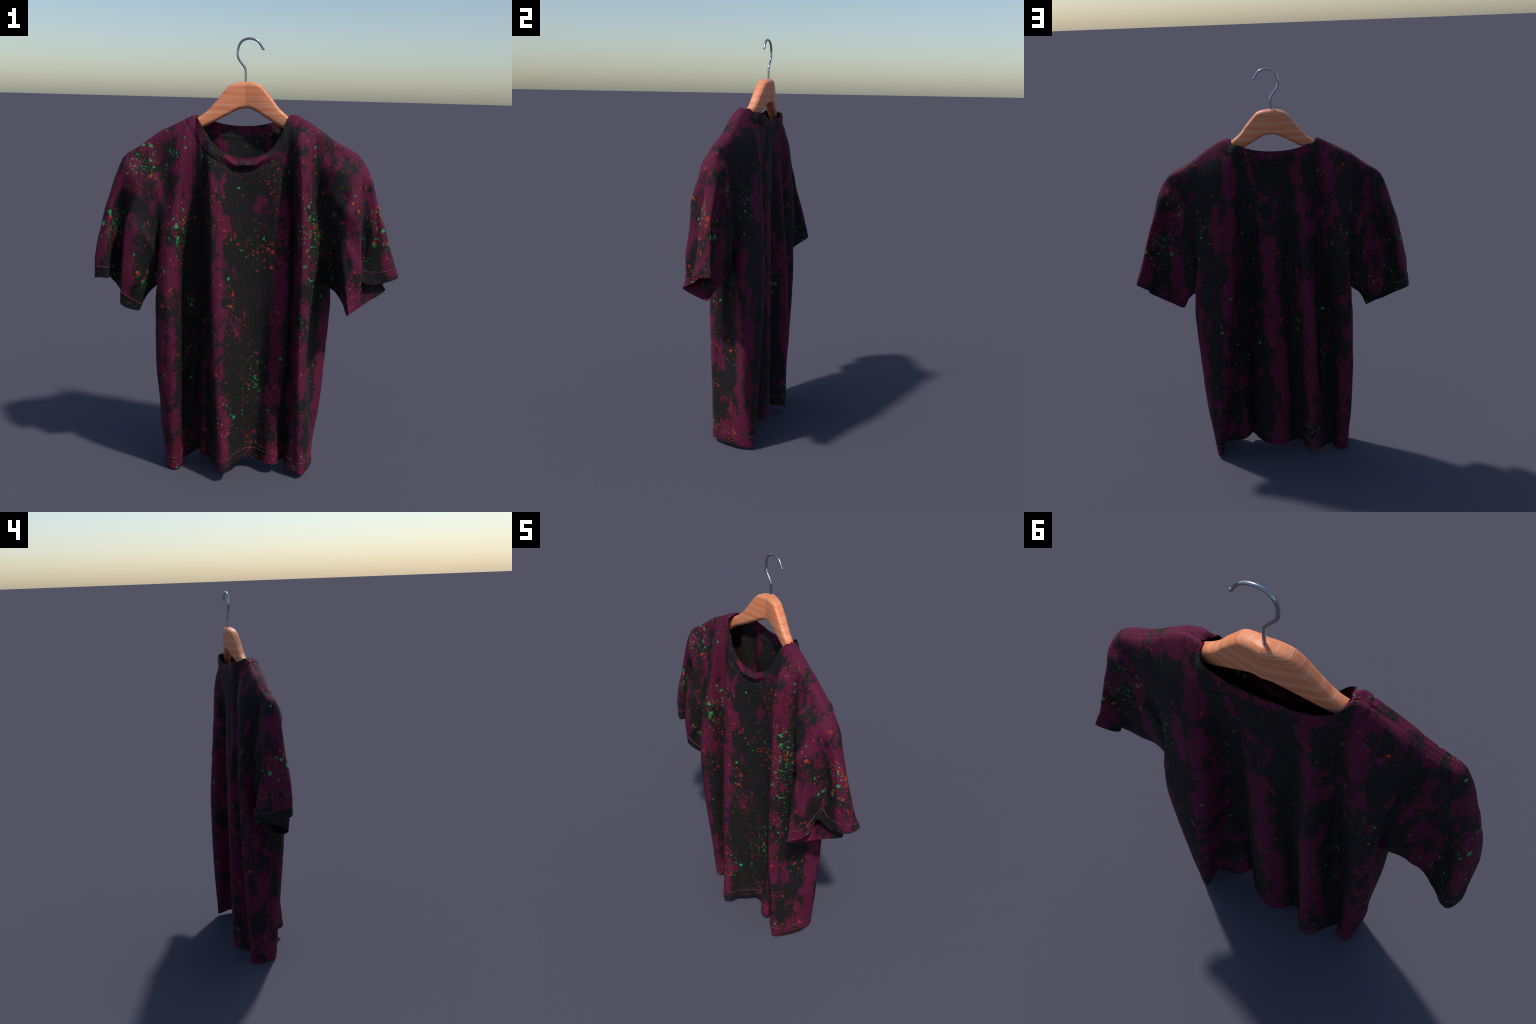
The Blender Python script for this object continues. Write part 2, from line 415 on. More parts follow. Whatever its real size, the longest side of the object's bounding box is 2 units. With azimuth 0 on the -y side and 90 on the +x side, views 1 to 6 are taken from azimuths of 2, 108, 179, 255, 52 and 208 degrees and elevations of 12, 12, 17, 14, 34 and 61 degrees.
BACK = [
    [(.322, .05), (.358, .116), (.303, .158), (.270, .138), (.264, .088), (.25, .034), (.212, .024), (.18, .018),
     (.162, 0), (.15, -.008), (.135, .008), (.105, .048), (.055, .096), (0, .121), (-.052, .102), (-.093, .066),
     (-.12, .082), (-.143, .125), (-.165, .158), (-.193, .158), (-.216, .130), (-.246, .060), (-.288, .062),
     (-.315, .095), (-.35, .115), (-.388, .09), (-.400, .04)],
    [(.306, .035), (.379, .112), (.290, .163), (.241, .145), (.232, .09), (.222, .036), (.197, .026), (.18, .022),
     (.165, .012), (.15, .004), (.134, .012), (.105, .048), (.055, .098), (0, .121), (-.052, .098), (-.092, .066),
     (-.119, .084), (-.145, .127), (-.168, .158), (-.194, .157), (-.213, .122), (-.235, .046), (-.284, .066),
     (-.32, .105), (-.36, .128), (-.403, .095), (-.380, .035)],
    [(.335, .032), (.389, .106), (.270, .163), (.212, .148), (.2, .09), (.191, .045), (.174, .034), (.158, .032),
     (.145, .034), (.13, .036), (.115, .045), (.09, .068), (.05, .105), (0, .118), (-.05, .096), (-.09, .069),
     (-.118, .085), (-.143, .125), (-.165, .152), (-.193, .152), (-.213, .118), (-.234, .048), (-.284, .074),
     (-.325, .118), (-.365, .135), (-.398, .094), (-.345, .03)],
    [(.372, .05), (.352, .104), (.235, .147), (.19, .140), (.174, .10), (.164, .068), (.152, .056), (.14, .05),
     (.13, .048), (.118, .048), (.105, .05), (.08, .072), (.045, .104), (0, .113), (-.05, .096), (-.093, .071),
     (-.12, .087), (-.14, .115), (-.16, .132), (-.185, .130), (-.207, .098), (-.236, .064), (-.276, .084),
     (-.31, .115), (-.35, .135), (-.385, .120), (-.395, .06)],
    [(.382, .055), (.33, .09), (.24, .130), (.195, .132), (.172, .120), (.158, .092), (.146, .074), (.135, .07),
     (.123, .068), (.11, .068), (.095, .07), (.07, .08), (.035, .1), (-.01, .105), (-.055, .095), (-.1, .082),
     (-.125, .092), (-.145, .108), (-.165, .118), (-.19, .11), (-.215, .088), (-.245, .07), (-.27, .090),
     (-.3, .112), (-.345, .122), (-.385, .098), (-.415, .052)]]
BACK_YOKE = [(.425, .048, 1.40), (.36, .074, 1.45), (.262, .104, 1.49), (.213, .116, 1.49), (.185, .114, 1.485),
             (.165, .103, 1.48), (.15, .099, 1.475), (.135, .096, 1.47), (.12, .094, 1.465), (.105, .092, 1.46),
             (.085, .092, 1.455), (.06, .088, 1.45), (.025, .096, 1.45), (-.015, .097, 1.45), (-.06, .091, 1.45),
             (-.1, .085, 1.45), (-.13, .093, 1.455), (-.15, .103, 1.46), (-.17, .11, 1.465), (-.195, .102, 1.47),
             (-.22, .085, 1.475), (-.245, .08, 1.48), (-.27, .097, 1.485), (-.295, .108, 1.485), (-.345, .10, 1.47),
             (-.39, .080, 1.44), (-.445, .036, 1.40)]
BACK_TOP = [(.478, -.002, 1.507), (.37, .010, 1.568), (.25, .02, 1.648), (.178, .038, 1.662), (.171, .070, 1.651),
            (.158, .088, 1.652), (.146, .098, 1.650), (.132, .103, 1.65), (.115, .105, 1.642), (.095, .107, 1.635),
            (.075, .108, 1.629), (.05, .105, 1.623), (.01, .105, 1.618), (-.03, .105, 1.616), (-.075, .105, 1.617),
            (-.11, .109, 1.621), (-.135, .107, 1.625), (-.155, .105, 1.63), (-.175, .102, 1.636), (-.195, .097, 1.643),
            (-.212, .09, 1.643), (-.229, .067, 1.646), (-.238, .036, 1.656), (-.265, .02, 1.648), (-.32, .0175, 1.622),
            (-.40, .015, 1.582), (-.49, .002, 1.520)]
ARMPIT_Z = 0.930
ROWS = [22, 16, 16, 28, 24, 20, 14, 14]       # samples between successive cross-sections

def panel(hem, sections, yoke, top, counts, sign, left_shoulder, right_shoulder):
    """One half of the body as a grid: rows go from hem to neckline and shoulders."""
    nc = len(hem)
    rows = [np.array(hem)]
    for z, sec in zip(LEVELS, sections):
        r = np.array([(x, y, z) for x, y in sec])
        if z == 0.80:
            r[0, 2] = r[-1, 2] = ARMPIT_Z
            r[1, 2] = r[-2, 2] = 0.85
        rows.append(r)
    rows.append(np.array(yoke))
    top = np.array(top)
    yk = rows[-1]
    crest = top + 0.33 * (yk - top)
    for i in range(nc):
        if i < left_shoulder or i >= nc - right_shoulder:    # roll over the hanger
            crest[i] = top[i] + 0.10 * (yk[i] - top[i])
            xn = top[left_shoulder - 1, 0] if i < left_shoulder else top[nc - right_shoulder, 0]
            soft = max(0.0, 1 - abs(top[i, 0] - xn) / 0.16)   # broader roll beside the neck
            crest[i, 1] = top[i, 1] + sign * (0.026 + (0.0 if sign > 0 else 0.010) * soft)
            crest[i, 2] = top[i, 2] - 0.021 + 0.008 * soft
            if sign > 0:                                     # the outer shoulder is domed at the back
                crest[i, 1] += 0.012 * (1 - soft)
                crest[i, 2] += 0.005 * (1 - soft)
        else:                                                  # ease from the shoulder into the neckline
            k = min(i - left_shoulder + 1, nc - right_shoulder - i)
            crest[i] = top[i] + (0.12 + 0.21 * min(1, k / 7)) * (yk[i] - top[i])
            crest[i, 1] += sign * 0.009 * max(0.0, 1 - (k - 1) / 6) * (1 if sign > 0 else 0.4)
    rows += [crest, top]
    fine_rows = [catmull(r, counts) for r in rows]
    fine = np.stack(fine_rows)                               # (levels, cols, 3)
    return catmull(fine, ROWS)

KF = 9
front_counts = [KF] * 29
back_counts = [15] * 3 + [KF] * 19 + [12, 11, 11, 11]
SH = 45                                                      # samples along each shoulder
front = panel(FRONT_HEM, FRONT, FRONT_YOKE, FRONT_TOP, front_counts, -1, 6, 6)
back = panel(BACK_HEM, BACK, BACK_YOKE, BACK_TOP, back_counts, 1, 4, 5)

# shared shoulder lines and side seams, so that front and back meet exactly
sh_l = np.array(front[-1, :SH + 1])
sh_r = np.array(front[-1, -SH - 1:])
back[-1, -SH - 1:] = sh_l[::-1]
back[-1, :SH + 1] = sh_r[::-1]
ARM_ROW = sum(ROWS[:3])
for r in range(ARM_ROW + 1):
    for a, b in ((0, -1), (-1, 0)):
        mid = (front[r, a] + back[r, b]) / 2
        front[r, a] = mid
        back[r, b] = mid

def grid_faces(nr, nc, off=0, closed=False, flip=False):
    fs = []
    for r in range(nr - 1):
        for c in range(nc if closed else nc - 1):
            c2 = (c + 1) % nc
            q = (off + r * nc + c, off + r * nc + c2, off + (r + 1) * nc + c2, off + (r + 1) * nc + c)
            fs.append(q[::-1] if flip else q)
    return fs

nr, ncf = front.shape[:2]
ncb = back.shape[1]
HEM_ROWS = 5
V = np.concatenate([front.reshape(-1, 3), back.reshape(-1, 3)])
F = grid_faces(nr, ncf) + grid_faces(nr, ncb, nr * ncf)
neck_front = np.array(front[-1, SH:ncf - SH])
neck_back = np.array(back[-1, SH:ncb - SH])
neck = np.concatenate([neck_front, neck_back])

def dist_to(points, poly):
    out = np.empty(len(points))
    for i in range(0, len(points), 4000):
        d = np.linalg.norm(points[i:i + 4000, None] - poly[None], axis=2)
        out[i:i + 4000] = d.min(1)
    return out

def wrinkle(p):
    """Unevenness of hanging cloth, drawn out downwards; livelier at shoulders and sleeves."""
    a = noise.noise(Vector((p[0] * 14, p[1] * 14, p[2] * 3.5)))
    b = noise.noise(Vector((p[0] * 38 + 5, p[1] * 38, p[2] * 13)))
    w = min(1.0, max(0.0, (abs(p[0]) - 0.30) / 0.10)) * min(1.0, max(0.0, (p[2] - 0.72) / 0.1))
    u = abs(p[0]) * 0.75 + p[2] * 0.66                       # across the diagonal sleeve creases
    v = abs(p[0]) * 0.66 - p[2] * 0.75
    c = noise.noise(Vector((u * 22 + math.copysign(3, p[0]), v * 7, p[1] * 12)))
    e = noise.noise(Vector((u * 9 + math.copysign(7, p[0]), v * 4 + 2, p[1] * 6)))
    return 0.0024 * a + 0.0013 * b + w * (0.0042 * c + 0.0040 * e)

COLLAR = 0.050
# single creases: from, to, half width, height (negative = a hollow)
CREASES = [((-.461, .07, 1.465), (-.388, .09, 1.296), .015, .011), ((-.517, .055, 1.399), (-.439, .06, 1.187), .015, .011),
           ((-.515, .04, 1.27), (-.475, .03, 1.04), .015, .010), ((.481, .045, 1.417), (.433, .045, 1.223), .016, .011),
           ((.433, .045, 1.224), (.397, .05, 1.142), .014, .009), ((.478, .03, 1.197), (.469, .015, 1.02), .015, .009),
           ((.425, -.10, 1.338), (.384, -.09, 1.262), .018, -.016), ((-.429, -.03, 1.508), (-.372, -.05, 1.346), .011, .008),
           ((-.476, -.065, .955), (-.497, -.065, .905), .012, .009), ((-.42, -.03, .95), (-.458, -.05, .915), .012, .009),
           ((.56, -.02, 1.38), (.585, -.012, 1.12), .012, -.008), ((.44, -.12, 1.08), (.47, -.13, .93), .013, -.008)]

def along(verts, a, b):
    a, b = np.array(a), np.array(b)
    ab = b - a
    t = np.clip(((verts - a) @ ab) / (ab @ ab), 0, 1)
    return np.linalg.norm(verts - a - t[:, None] * ab, axis=1)

def relief(verts, band):
    d = dist_to(verts, neck)
    out = np.zeros(len(verts))
    for i, p in enumerate(verts):
        out[i] = wrinkle(p)
    out += 0.0030 * np.clip((COLLAR - d) / 0.006, 0, 1) - 0.0028 * np.exp(-((d - COLLAR - 0.002) / 0.004) ** 2)
    # the slack front collar folds over itself: a roll with a crease under it
    mid = np.exp(-((verts[:, 0] + 0.01) / 0.11) ** 2) * (verts[:, 1] < 0.03)
    sag = np.exp(-((verts[:, 0] + 0.028) / 0.035) ** 2)
    at = 0.024 + 0.012 * sag + 0.005 * np.sin(verts[:, 0] * 70)
    out += mid * ((0.012 + 0.005 * sag) * np.exp(-((d - at) / 0.011) ** 2)
                  - 0.009 * np.exp(-((d - at - 0.023) / 0.008) ** 2))
    out += np.where(band, 0.0016, 0.0)
    for a, b, w, h in CREASES:
        out += h * np.exp(-(along(verts, a, b) / w) ** 2)
    for lp in (loop_r, loop_l):                                # the armhole seam pulls in a little
        out -= 0.0012 * np.exp(-(dist_to(verts, lp) / 0.005) ** 2)
    return out, d

def cloth(verts, faces, region_of_face, band, thickness=0.0035):
    """Weld, add relief, thicken; returns {region: mesh} with the normals of the whole skin."""
    bm = bmesh.new()
    lay = bm.faces.layers.int.new("region")
    bl = bm.verts.layers.int.new("band")
    bv = [bm.verts.new(v) for v in verts]
    for f, r in zip(faces, region_of_face):
        try:
            fa = bm.faces.new([bv[i] for i in f])
            fa[lay] = r
            fa.smooth = True
        except ValueError:
            pass
    for v, b in zip(bv, band):
        v[bl] = int(b)
    bmesh.ops.remove_doubles(bm, verts=bm.verts, dist=2e-5)
    bm.normal_update()
    P = np.array([v.co for v in bm.verts])
    Nn = np.array([v.normal for v in bm.verts])
    bnd = np.array([v[bl] for v in bm.verts]) > 0
    h, d = relief(P, bnd)
    for v, n, k in zip(bm.verts, Nn, h):
        v.co = v.co + Vector(n * k)
    bm.normal_update()
    bm.verts.index_update()
    outer = np.array([v.co for v in bm.verts])
    on = np.array([v.normal for v in bm.verts])
    nv = len(outer)
    inner = outer - on * thickness
    FV = np.concatenate([outer, inner])
    FN = np.concatenate([on, -on])
    reg = {}
    for f in bm.faces:
        idx = [v.index for v in f.verts]
        r = f[lay]
        if r < 2 and np.mean(d[idx]) < COLLAR:
            r = 10 + r
        reg.setdefault(r, []).append(idx)
        reg[r].append([i + nv for i in idx[::-1]])
    for e in bm.edges:
        if e.is_boundary:
            f = e.link_faces[0]
            loops = [l for l in f.loops if l.edge == e][0]
            a, b = loops.vert.index, loops.link_loop_next.vert.index
            r = f[lay]
            if r < 2 and np.mean(d[[v.index for v in f.verts]]) < COLLAR:
                r = 10 + r
            reg[r].append([b, a, a + nv, b + nv])
    bm.free()
    return FV, FN, reg, outer, on

def split_object(name, FV, FN, faces, mat, parent):
    used = sorted({i for f in faces for i in f})
    remap = {g: l for l, g in enumerate(used)}
    me = mesh_from(name, FV[used], [[remap[i] for i in f] for f in faces], mat)
    me.normals_split_custom_set_from_vertices([tuple(n) for n in FN[used]])
    return add_object(name, me, parent)

shirt = bpy.data.objects.new("t_shirt", None)
bpy.context.scene.collection.objects.link(shirt)
shirt["label"] = "black and magenta splattered ribbed T-shirt on a wooden hanger"
shirt["category"] = "T-shirt"
shirt.empty_display_size = 0.2

# ------------------------------------------------------------------ sleeves
# Each sleeve is lofted from the armhole to the cuff; columns run from the underarm
# seam up the front, over the top and down the back.
SLEEVE_RIGHT = dict(
    top_col=7,
    arm=[(.335, .032, .93), (.352, .02, 1.08), (.350, -.048, 1.27), (.356, -.06, 1.34), (.367, -.064, 1.40), (.39, -.05, 1.45),
         (.43, -.035, 1.48), (.475, -.01, 1.50), (.462, .02, 1.47), (.44, .032, 1.43), (.42, .04, 1.39), (.40, .05, 1.34),
         (.385, .056, 1.26), (.375, .055, 1.10), (.365, .05, .98)],
    cap=[(.362, .03, .915), (.388, -.055, 1.10), (.418, -.108, 1.25), (.452, -.107, 1.30), (.478, -.080, 1.36),
         (.498, -.060, 1.405), (.516, -.040, 1.43), (.532, -.010, 1.434), (.531, .030, 1.420), (.514, .048, 1.38),
         (.485, .030, 1.32), (.462, .032, 1.27), (.438, .040, 1.20), (.405, .055, 1.07), (.380, .052, .955)],
    upper=[(.405, .005, .892), (.412, -.105, 1.07), (.474, -.113, 1.17), (.493, -.101, 1.21), (.508, -.028, 1.24),
           (.545, -.018, 1.27), (.572, -.020, 1.285), (.590, -.004, 1.26), (.594, .020, 1.25), (.585, .035, 1.24),
           (.548, .006, 1.22), (.515, .006, 1.18), (.488, .014, 1.13), (.440, .042, 1.04), (.402, .042, .935)],
    lower=[(.435, -.04, .855), (.430, -.140, .95), (.495, -.132, 1.00), (.507, -.102, 1.03), (.512, 0, 1.08),
           (.556, -.014, 1.07), (.610, -.022, 1.08), (.648, -.010, 1.07), (.654, .026, 1.06), (.640, .050, 1.06),
           (.605, .020, 1.05), (.578, .012, 1.03), (.562, .005, .98), (.505, .006, .925), (.442, .010, .862)],
    cuff=[(.462, -.105, .808), (.455, -.168, .835), (.502, -.124, .866), (.512, -.082, .89), (.506, -.036, .942),
          (.569, -.028, .932), (.634, -.022, .946), (.684, -.006, .962), (.687, .038, .957), (.680, .068, .962),
          (.636, .050, .930), (.614, .028, .910), (.630, .006, .898), (.55, -.012, .845), (.469, -.043, .793)])
SLEEVE_LEFT = dict(
    top_col=9,
    arm=[(-.345, .03, .93), (-.395, -.01, 1.08), (-.405, -.035, 1.25), (-.41, -.04, 1.31), (-.43, -.038, 1.37),
         (-.445, -.035, 1.41), (-.46, -.03, 1.44), (-.47, -.025, 1.47), (-.48, -.018, 1.49), (-.49, .002, 1.520),
         (-.48, .02, 1.49), (-.465, .045, 1.44), (-.45, .055, 1.40), (-.435, .065, 1.33), (-.415, .07, 1.19), (-.395, .07, 1.02)],
    cap=[(-.378, .022, .915), (-.43, -.055, 1.10), (-.485, -.062, 1.24), (-.487, -.056, 1.29), (-.500, -.056, 1.34),
         (-.516, -.062, 1.385), (-.530, -.052, 1.41), (-.542, -.042, 1.425), (-.556, -.028, 1.443), (-.565, -.006, 1.450),
         (-.566, .022, 1.434), (-.556, .046, 1.39), (-.530, .055, 1.35), (-.492, .036, 1.29), (-.455, .048, 1.16), (-.415, .065, .99)],
    upper=[(-.42, .01, .885), (-.47, -.078, 1.12), (-.532, -.072, 1.17), (-.538, -.045, 1.19), (-.550, -.010, 1.21),
           (-.57, -.006, 1.23), (-.59, -.018, 1.24), (-.602, -.042, 1.25), (-.628, -.038, 1.245), (-.642, -.012, 1.24),
           (-.640, .028, 1.22), (-.627, .060, 1.20), (-.610, .074, 1.19), (-.572, .024, 1.16), (-.500, .020, 1.08), (-.44, .05, .95)],
    lower=[(-.455, -.01, .84), (-.50, -.075, .92), (-.551, -.080, .97), (-.556, -.045, .98), (-.575, .008, 1.0),
           (-.608, .022, 1.05), (-.612, -.012, 1.06), (-.613, -.062, 1.06), (-.652, -.060, 1.06), (-.679, -.038, 1.055),
           (-.684, .030, 1.045), (-.668, .085, 1.03), (-.642, .115, 1.02), (-.602, .055, .99), (-.548, .014, .95), (-.49, .022, .87)],
    cuff=[(-.487, -.022, .774), (-.53, -.048, .787), (-.565, -.064, .813), (-.567, -.032, .84), (-.585, .025, .865),
          (-.636, .052, .908), (-.632, 0, .92), (-.62, -.066, .93), (-.656, -.060, .931), (-.685, -.040, .925),
          (-.691, .020, .912), (-.687, .095, .913), (-.652, .140, .912), (-.610, .088, .873), (-.565, .034, .829), (-.525, .004, .803)])

def snap_to_loop(points, loop, top_col):
    """Slide sampled armhole points onto the sewn edge of the body, keeping their order."""
    seg = np.linalg.norm(np.diff(loop, axis=0), axis=1)
    s = np.concatenate([[0], np.cumsum(seg)])
    par = []
    for k, p in enumerate(points):
        d = np.linalg.norm(loop - p, axis=1)
        half = len(loop) // 2
        if k <= top_col:
            d[half + 1:] = 9                   # front columns stay on the front edge
        if k >= top_col:
            d[:half] = 9
        par.append(s[int(d.argmin())])
    par[0] = 0.0
    for i in range(1, len(par)):
        par[i] = max(par[i], par[i - 1] + 1e-3)
    par = np.minimum(par, s[-1])
    return par, s

def sleeve_grid(spec, loop):
    """Rows from armhole to cuff; the first row is exactly the sewn edge of the body."""
    M = 24
    par, s = snap_to_loop(np.array(spec["arm"]), loop, spec["top_col"])
    par_c = np.concatenate([par, [s[-1]]])
    n = len(par)
    t = np.interp(s[:-1], par_c, np.arange(n + 1))          # column parameter of each edge point
    rest = []
    for k in ("cap", "upper", "lower", "cuff"):
        fine = catmull_closed(spec[k], M)
        fine = np.concatenate([fine, fine[:1]])
        rest.append(np.stack([np.interp(t * M, np.arange(len(fine)), fine[:, j]) for j in range(3)], 1))
    g = catmull(np.stack([loop[:-1]] + rest), [10, 16, 16, 18])
    g[0] = loop[:-1]
    return g

def arm_loop(front_edge, back_edge):
    a = front_edge[ARM_ROW:]
    b = back_edge[ARM_ROW:][::-1]
    return np.concatenate([a, b[1:]])

loop_r = arm_loop(front[:, -1], back[:, 0])
loop_l = arm_loop(front[:, 0], back[:, -1])
gr, gl = sleeve_grid(SLEEVE_RIGHT, loop_r), sleeve_grid(SLEEVE_LEFT, loop_l)
CUFF_ROWS = 7
reg_f = [2 if (i // (ncf - 1)) < HEM_ROWS else 0 for i in range((nr - 1) * (ncf - 1))]
reg_b = [3 if (i // (ncb - 1)) < HEM_ROWS else 1 for i in range((nr - 1) * (ncb - 1))]
flags = [(np.arange(nr * ncf) // ncf) <= HEM_ROWS, (np.arange(nr * ncb) // ncb) <= HEM_ROWS]
regions = reg_f + reg_b
for g, flip, r in ((gr, True, 4), (gl, False, 6)):
    R, C = g.shape[:2]
    off = len(V)
    V = np.concatenate([V, g.reshape(-1, 3)])
    fs = grid_faces(R, C, off=off, closed=True, flip=flip)
    F = F + fs
    regions += [r + 1 if (i // C) >= R - 1 - CUFF_ROWS else r for i in range(len(fs))]
    flags.append((np.arange(R * C) // C) >= R - 1 - CUFF_ROWS)
FV, FN, reg, body_outer, body_norm = cloth(V, F, regions, band=np.concatenate(flags))
front_o = split_object("front_panel", FV, FN, reg[0], mat_front, shirt)
back_o = split_object("back_panel", FV, FN, reg[1], mat_back, shirt)
sleeve_r = split_object("sleeve", FV, FN, reg[4], mat_sleeve_r, shirt)
sleeve_l = split_object("sleeve", FV, FN, reg[6], mat_sleeve_l, shirt)
for r, p, m, nm in ((2, front_o, mat_front, "hem"), (3, back_o, mat_back, "hem"),
                    (10, front_o, mat_collar, "collar"), (11, back_o, mat_back, "collar"),
                    (5, sleeve_r, mat_cuff_r, "cuff"), (7, sleeve_l, mat_cuff_l, "cuff")):
    split_object(nm, FV, FN, reg[r], m, p)

# ------------------------------------------------------------------ hem lines and stitches
bm = bmesh.new()
def tube_piece(bm, a, b, r):
    a, b = Vector(a), Vector(b)
    d = (b - a)
    if d.length < 1e-5:
        return
    mat = d.to_track_quat('Z', 'Y').to_matrix().to_4x4()
    mat.translation = (a + b) / 2
    bmesh.ops.create_cone(bm, cap_ends=True, segments=6, radius1=r, radius2=r, depth=d.length, matrix=mat)

def resample(poly, step):
    poly = np.asarray(poly)
    s = np.concatenate([[0], np.cumsum(np.linalg.norm(np.diff(poly, axis=0), axis=1))])
    n = max(2, int(s[-1] / step))
    q = np.linspace(0, s[-1], n)
    return np.stack([np.interp(q, s, poly[:, k]) for k in range(3)], 1)

def stitch_line(poly, r=0.0010, step=0.0115, fill=0.55):
    pts = resample(poly, step)
    for a, b in zip(pts[:-1], pts[1:]):
        tube_piece(bm, a, a + (b - a) * fill, r)

# grid of final surface points of the body, looked up by nearest original position
tree = BVHTree.FromPolygons([tuple(p) for p in FV[:len(body_outer)]],
                            [f for r in reg.values() for f in r if max(f) < len(body_outer)])
def on_surface(p, lift=0.0006):
    hit = tree.find_nearest(Vector(p))
    return np.array(hit[0] + hit[1] * lift)

ring = np.concatenate([front[HEM_ROWS + 1], back[HEM_ROWS + 1][1:]])
ring2 = np.concatenate([front[HEM_ROWS + 2], back[HEM_ROWS + 2][1:]])
top_ring = np.concatenate([front[HEM_ROWS], back[HEM_ROWS][1:]])
stitch_line([on_surface(p) for p in ring * 0.45 + ring2 * 0.55])
edge_curves = [[on_surface(p, 0.0004) for p in top_ring]]
for g in (gr, gl):
    row = g.shape[0] - 1 - CUFF_ROWS
    e = [on_surface(p, 0.0004) for p in g[row]]
    edge_curves.append(e + [e[0]])
    e = [on_surface(p) for p in g[row - 1]]
    stitch_line(e + [e[0]])
# collar: two rows of stitches a hand's breadth below the edge
for side, line in ((-1, neck_front), (1, neck_back)):
    line = resample(line, 0.006)
    for dd in (COLLAR - 0.001, COLLAR + 0.007):
        pts = []
        for i in range(1, len(line) - 1):
            t = line[i + 1] - line[i - 1]
            nrm = np.array([t[2], 0, -t[0]])
            nrm /= np.linalg.norm(nrm) + 1e-9
            if side > 0:
                nrm = -nrm
            q = line[i] + nrm * dd
            hit = tree.ray_cast(Vector((q[0], side * 1.0, q[2])), Vector((0, -side, 0)))
            if hit[0] is not None:
                pts.append(np.array(hit[0] + hit[1] * 0.0006))
        stitch_line(pts, r=0.0009, step=0.010)
# sleeve seams
for lp in (loop_r, loop_l):
    pts = [on_surface(p + np.array([-math.copysign(0.006, p[0]), 0, 0])) for p in lp]
    stitch_line(pts, r=0.0009, step=0.010)
# stitching along the tops of the shoulders
for sh in (sh_l, sh_r):
    for dy in (0.018,):
        stitch_line([on_surface(p + np.array([0, dy, 0])) for p in sh], r=0.0009, step=0.010)
me = bpy.data.meshes.new("stitching")
bm.to_mesh(me)
bm.free()
me.materials.append(mat_thread)
st = add_object("stitching", me, shirt)
st["kind"] = "stuff"

bm = bmesh.new()
for c in edge_curves:
    c = np.array(c)
    for a, b in zip(c[:-1], c[1:]):
        tube_piece(bm, a, b, 0.0013)
me = bpy.data.meshes.new("hem_edge")
bm.to_mesh(me)
bm.free()
me.materials.append(mat_edge)
he = add_object("hem_edge", me, shirt)
he["kind"] = "stuff"

# ------------------------------------------------------------------ hanger
mat_wood, nt, bsdf = material("hanger_wood")
N = Nodes(nt)
tc = nt.nodes.new("ShaderNodeTexCoord")
P = tc.outputs["Object"]
warp = N.noise(N.mapping(P, (2, 2, 2)), 3, 2)[1]
vm = nt.nodes.new("ShaderNodeVectorMath")
vm.operation = 'MULTIPLY_ADD'
N.link(warp, vm.inputs[0])
vm.inputs[1].default_value = (0, 0, 0.018)
N.link(P, vm.inputs[2])
fine = N.noise(N.mapping(vm.outputs[0], (0.45, 4, 300), rot=(math.radians(7), 0, 0)), 1.0, 2, 0.6)[0]
broad = N.noise(N.mapping(vm.outputs[0], (0.8, 3, 45), loc=(4, 0, 0)), 1.0, 2)[0]
col = N.mix(N.ramp01(broad, 0.35, 0.68), (0.66, 0.190, 0.072), (0.72, 0.265, 0.130))
col = N.mix(N.math('MULTIPLY', N.ramp01(fine, 0.54, 0.66), 0.65), col, (0.78, 0.46, 0.32))
col = N.mix(N.math('MULTIPLY', N.ramp01(fine, 0.42, 0.30), 0.35), col, (0.42, 0.12, 0.05))
N.link(col, bsdf.inputs["Base Color"])
bsdf.inputs["Roughness"].default_value = 0.5
bsdf.inputs["Specular IOR Level"].default_value = 0.4

XC = -0.027
TOP_LINE = [(-.485, 1.498), (-.40, 1.562), (-.32, 1.608), (-.234, 1.651), (-.196, 1.677), (-.162, 1.714), (-.136, 1.747), (-.115, 1.773),
            (-.092, 1.795), (-.064, 1.806), (-.027, 1.811), (.013, 1.807), (.042, 1.796), (.069, 1.767),
            (.096, 1.736), (.124, 1.70), (.173, 1.661), (.26, 1.618), (.36, 1.560), (.465, 1.490)]
LOW_LINE = [(-.485, 1.462), (-.40, 1.505), (-.32, 1.552), (-.212, 1.606), (-.159, 1.633), (-.116, 1.657), (-.068, 1.682), (-.051, 1.690),
            (-.027, 1.694), (.001, 1.692), (.033, 1.676), (.064, 1.658), (.10, 1.637), (.149, 1.609),
            (.26, 1.552), (.36, 1.500), (.465, 1.455)]
def line_fn(pts):
    p = np.array(pts)
    fine = catmull(p, [8] * (len(p) - 1))
    return lambda x: float(np.interp(x, fine[:, 0], fine[:, 1]))
top_f, low_f = line_fn(TOP_LINE), line_fn(LOW_LINE)

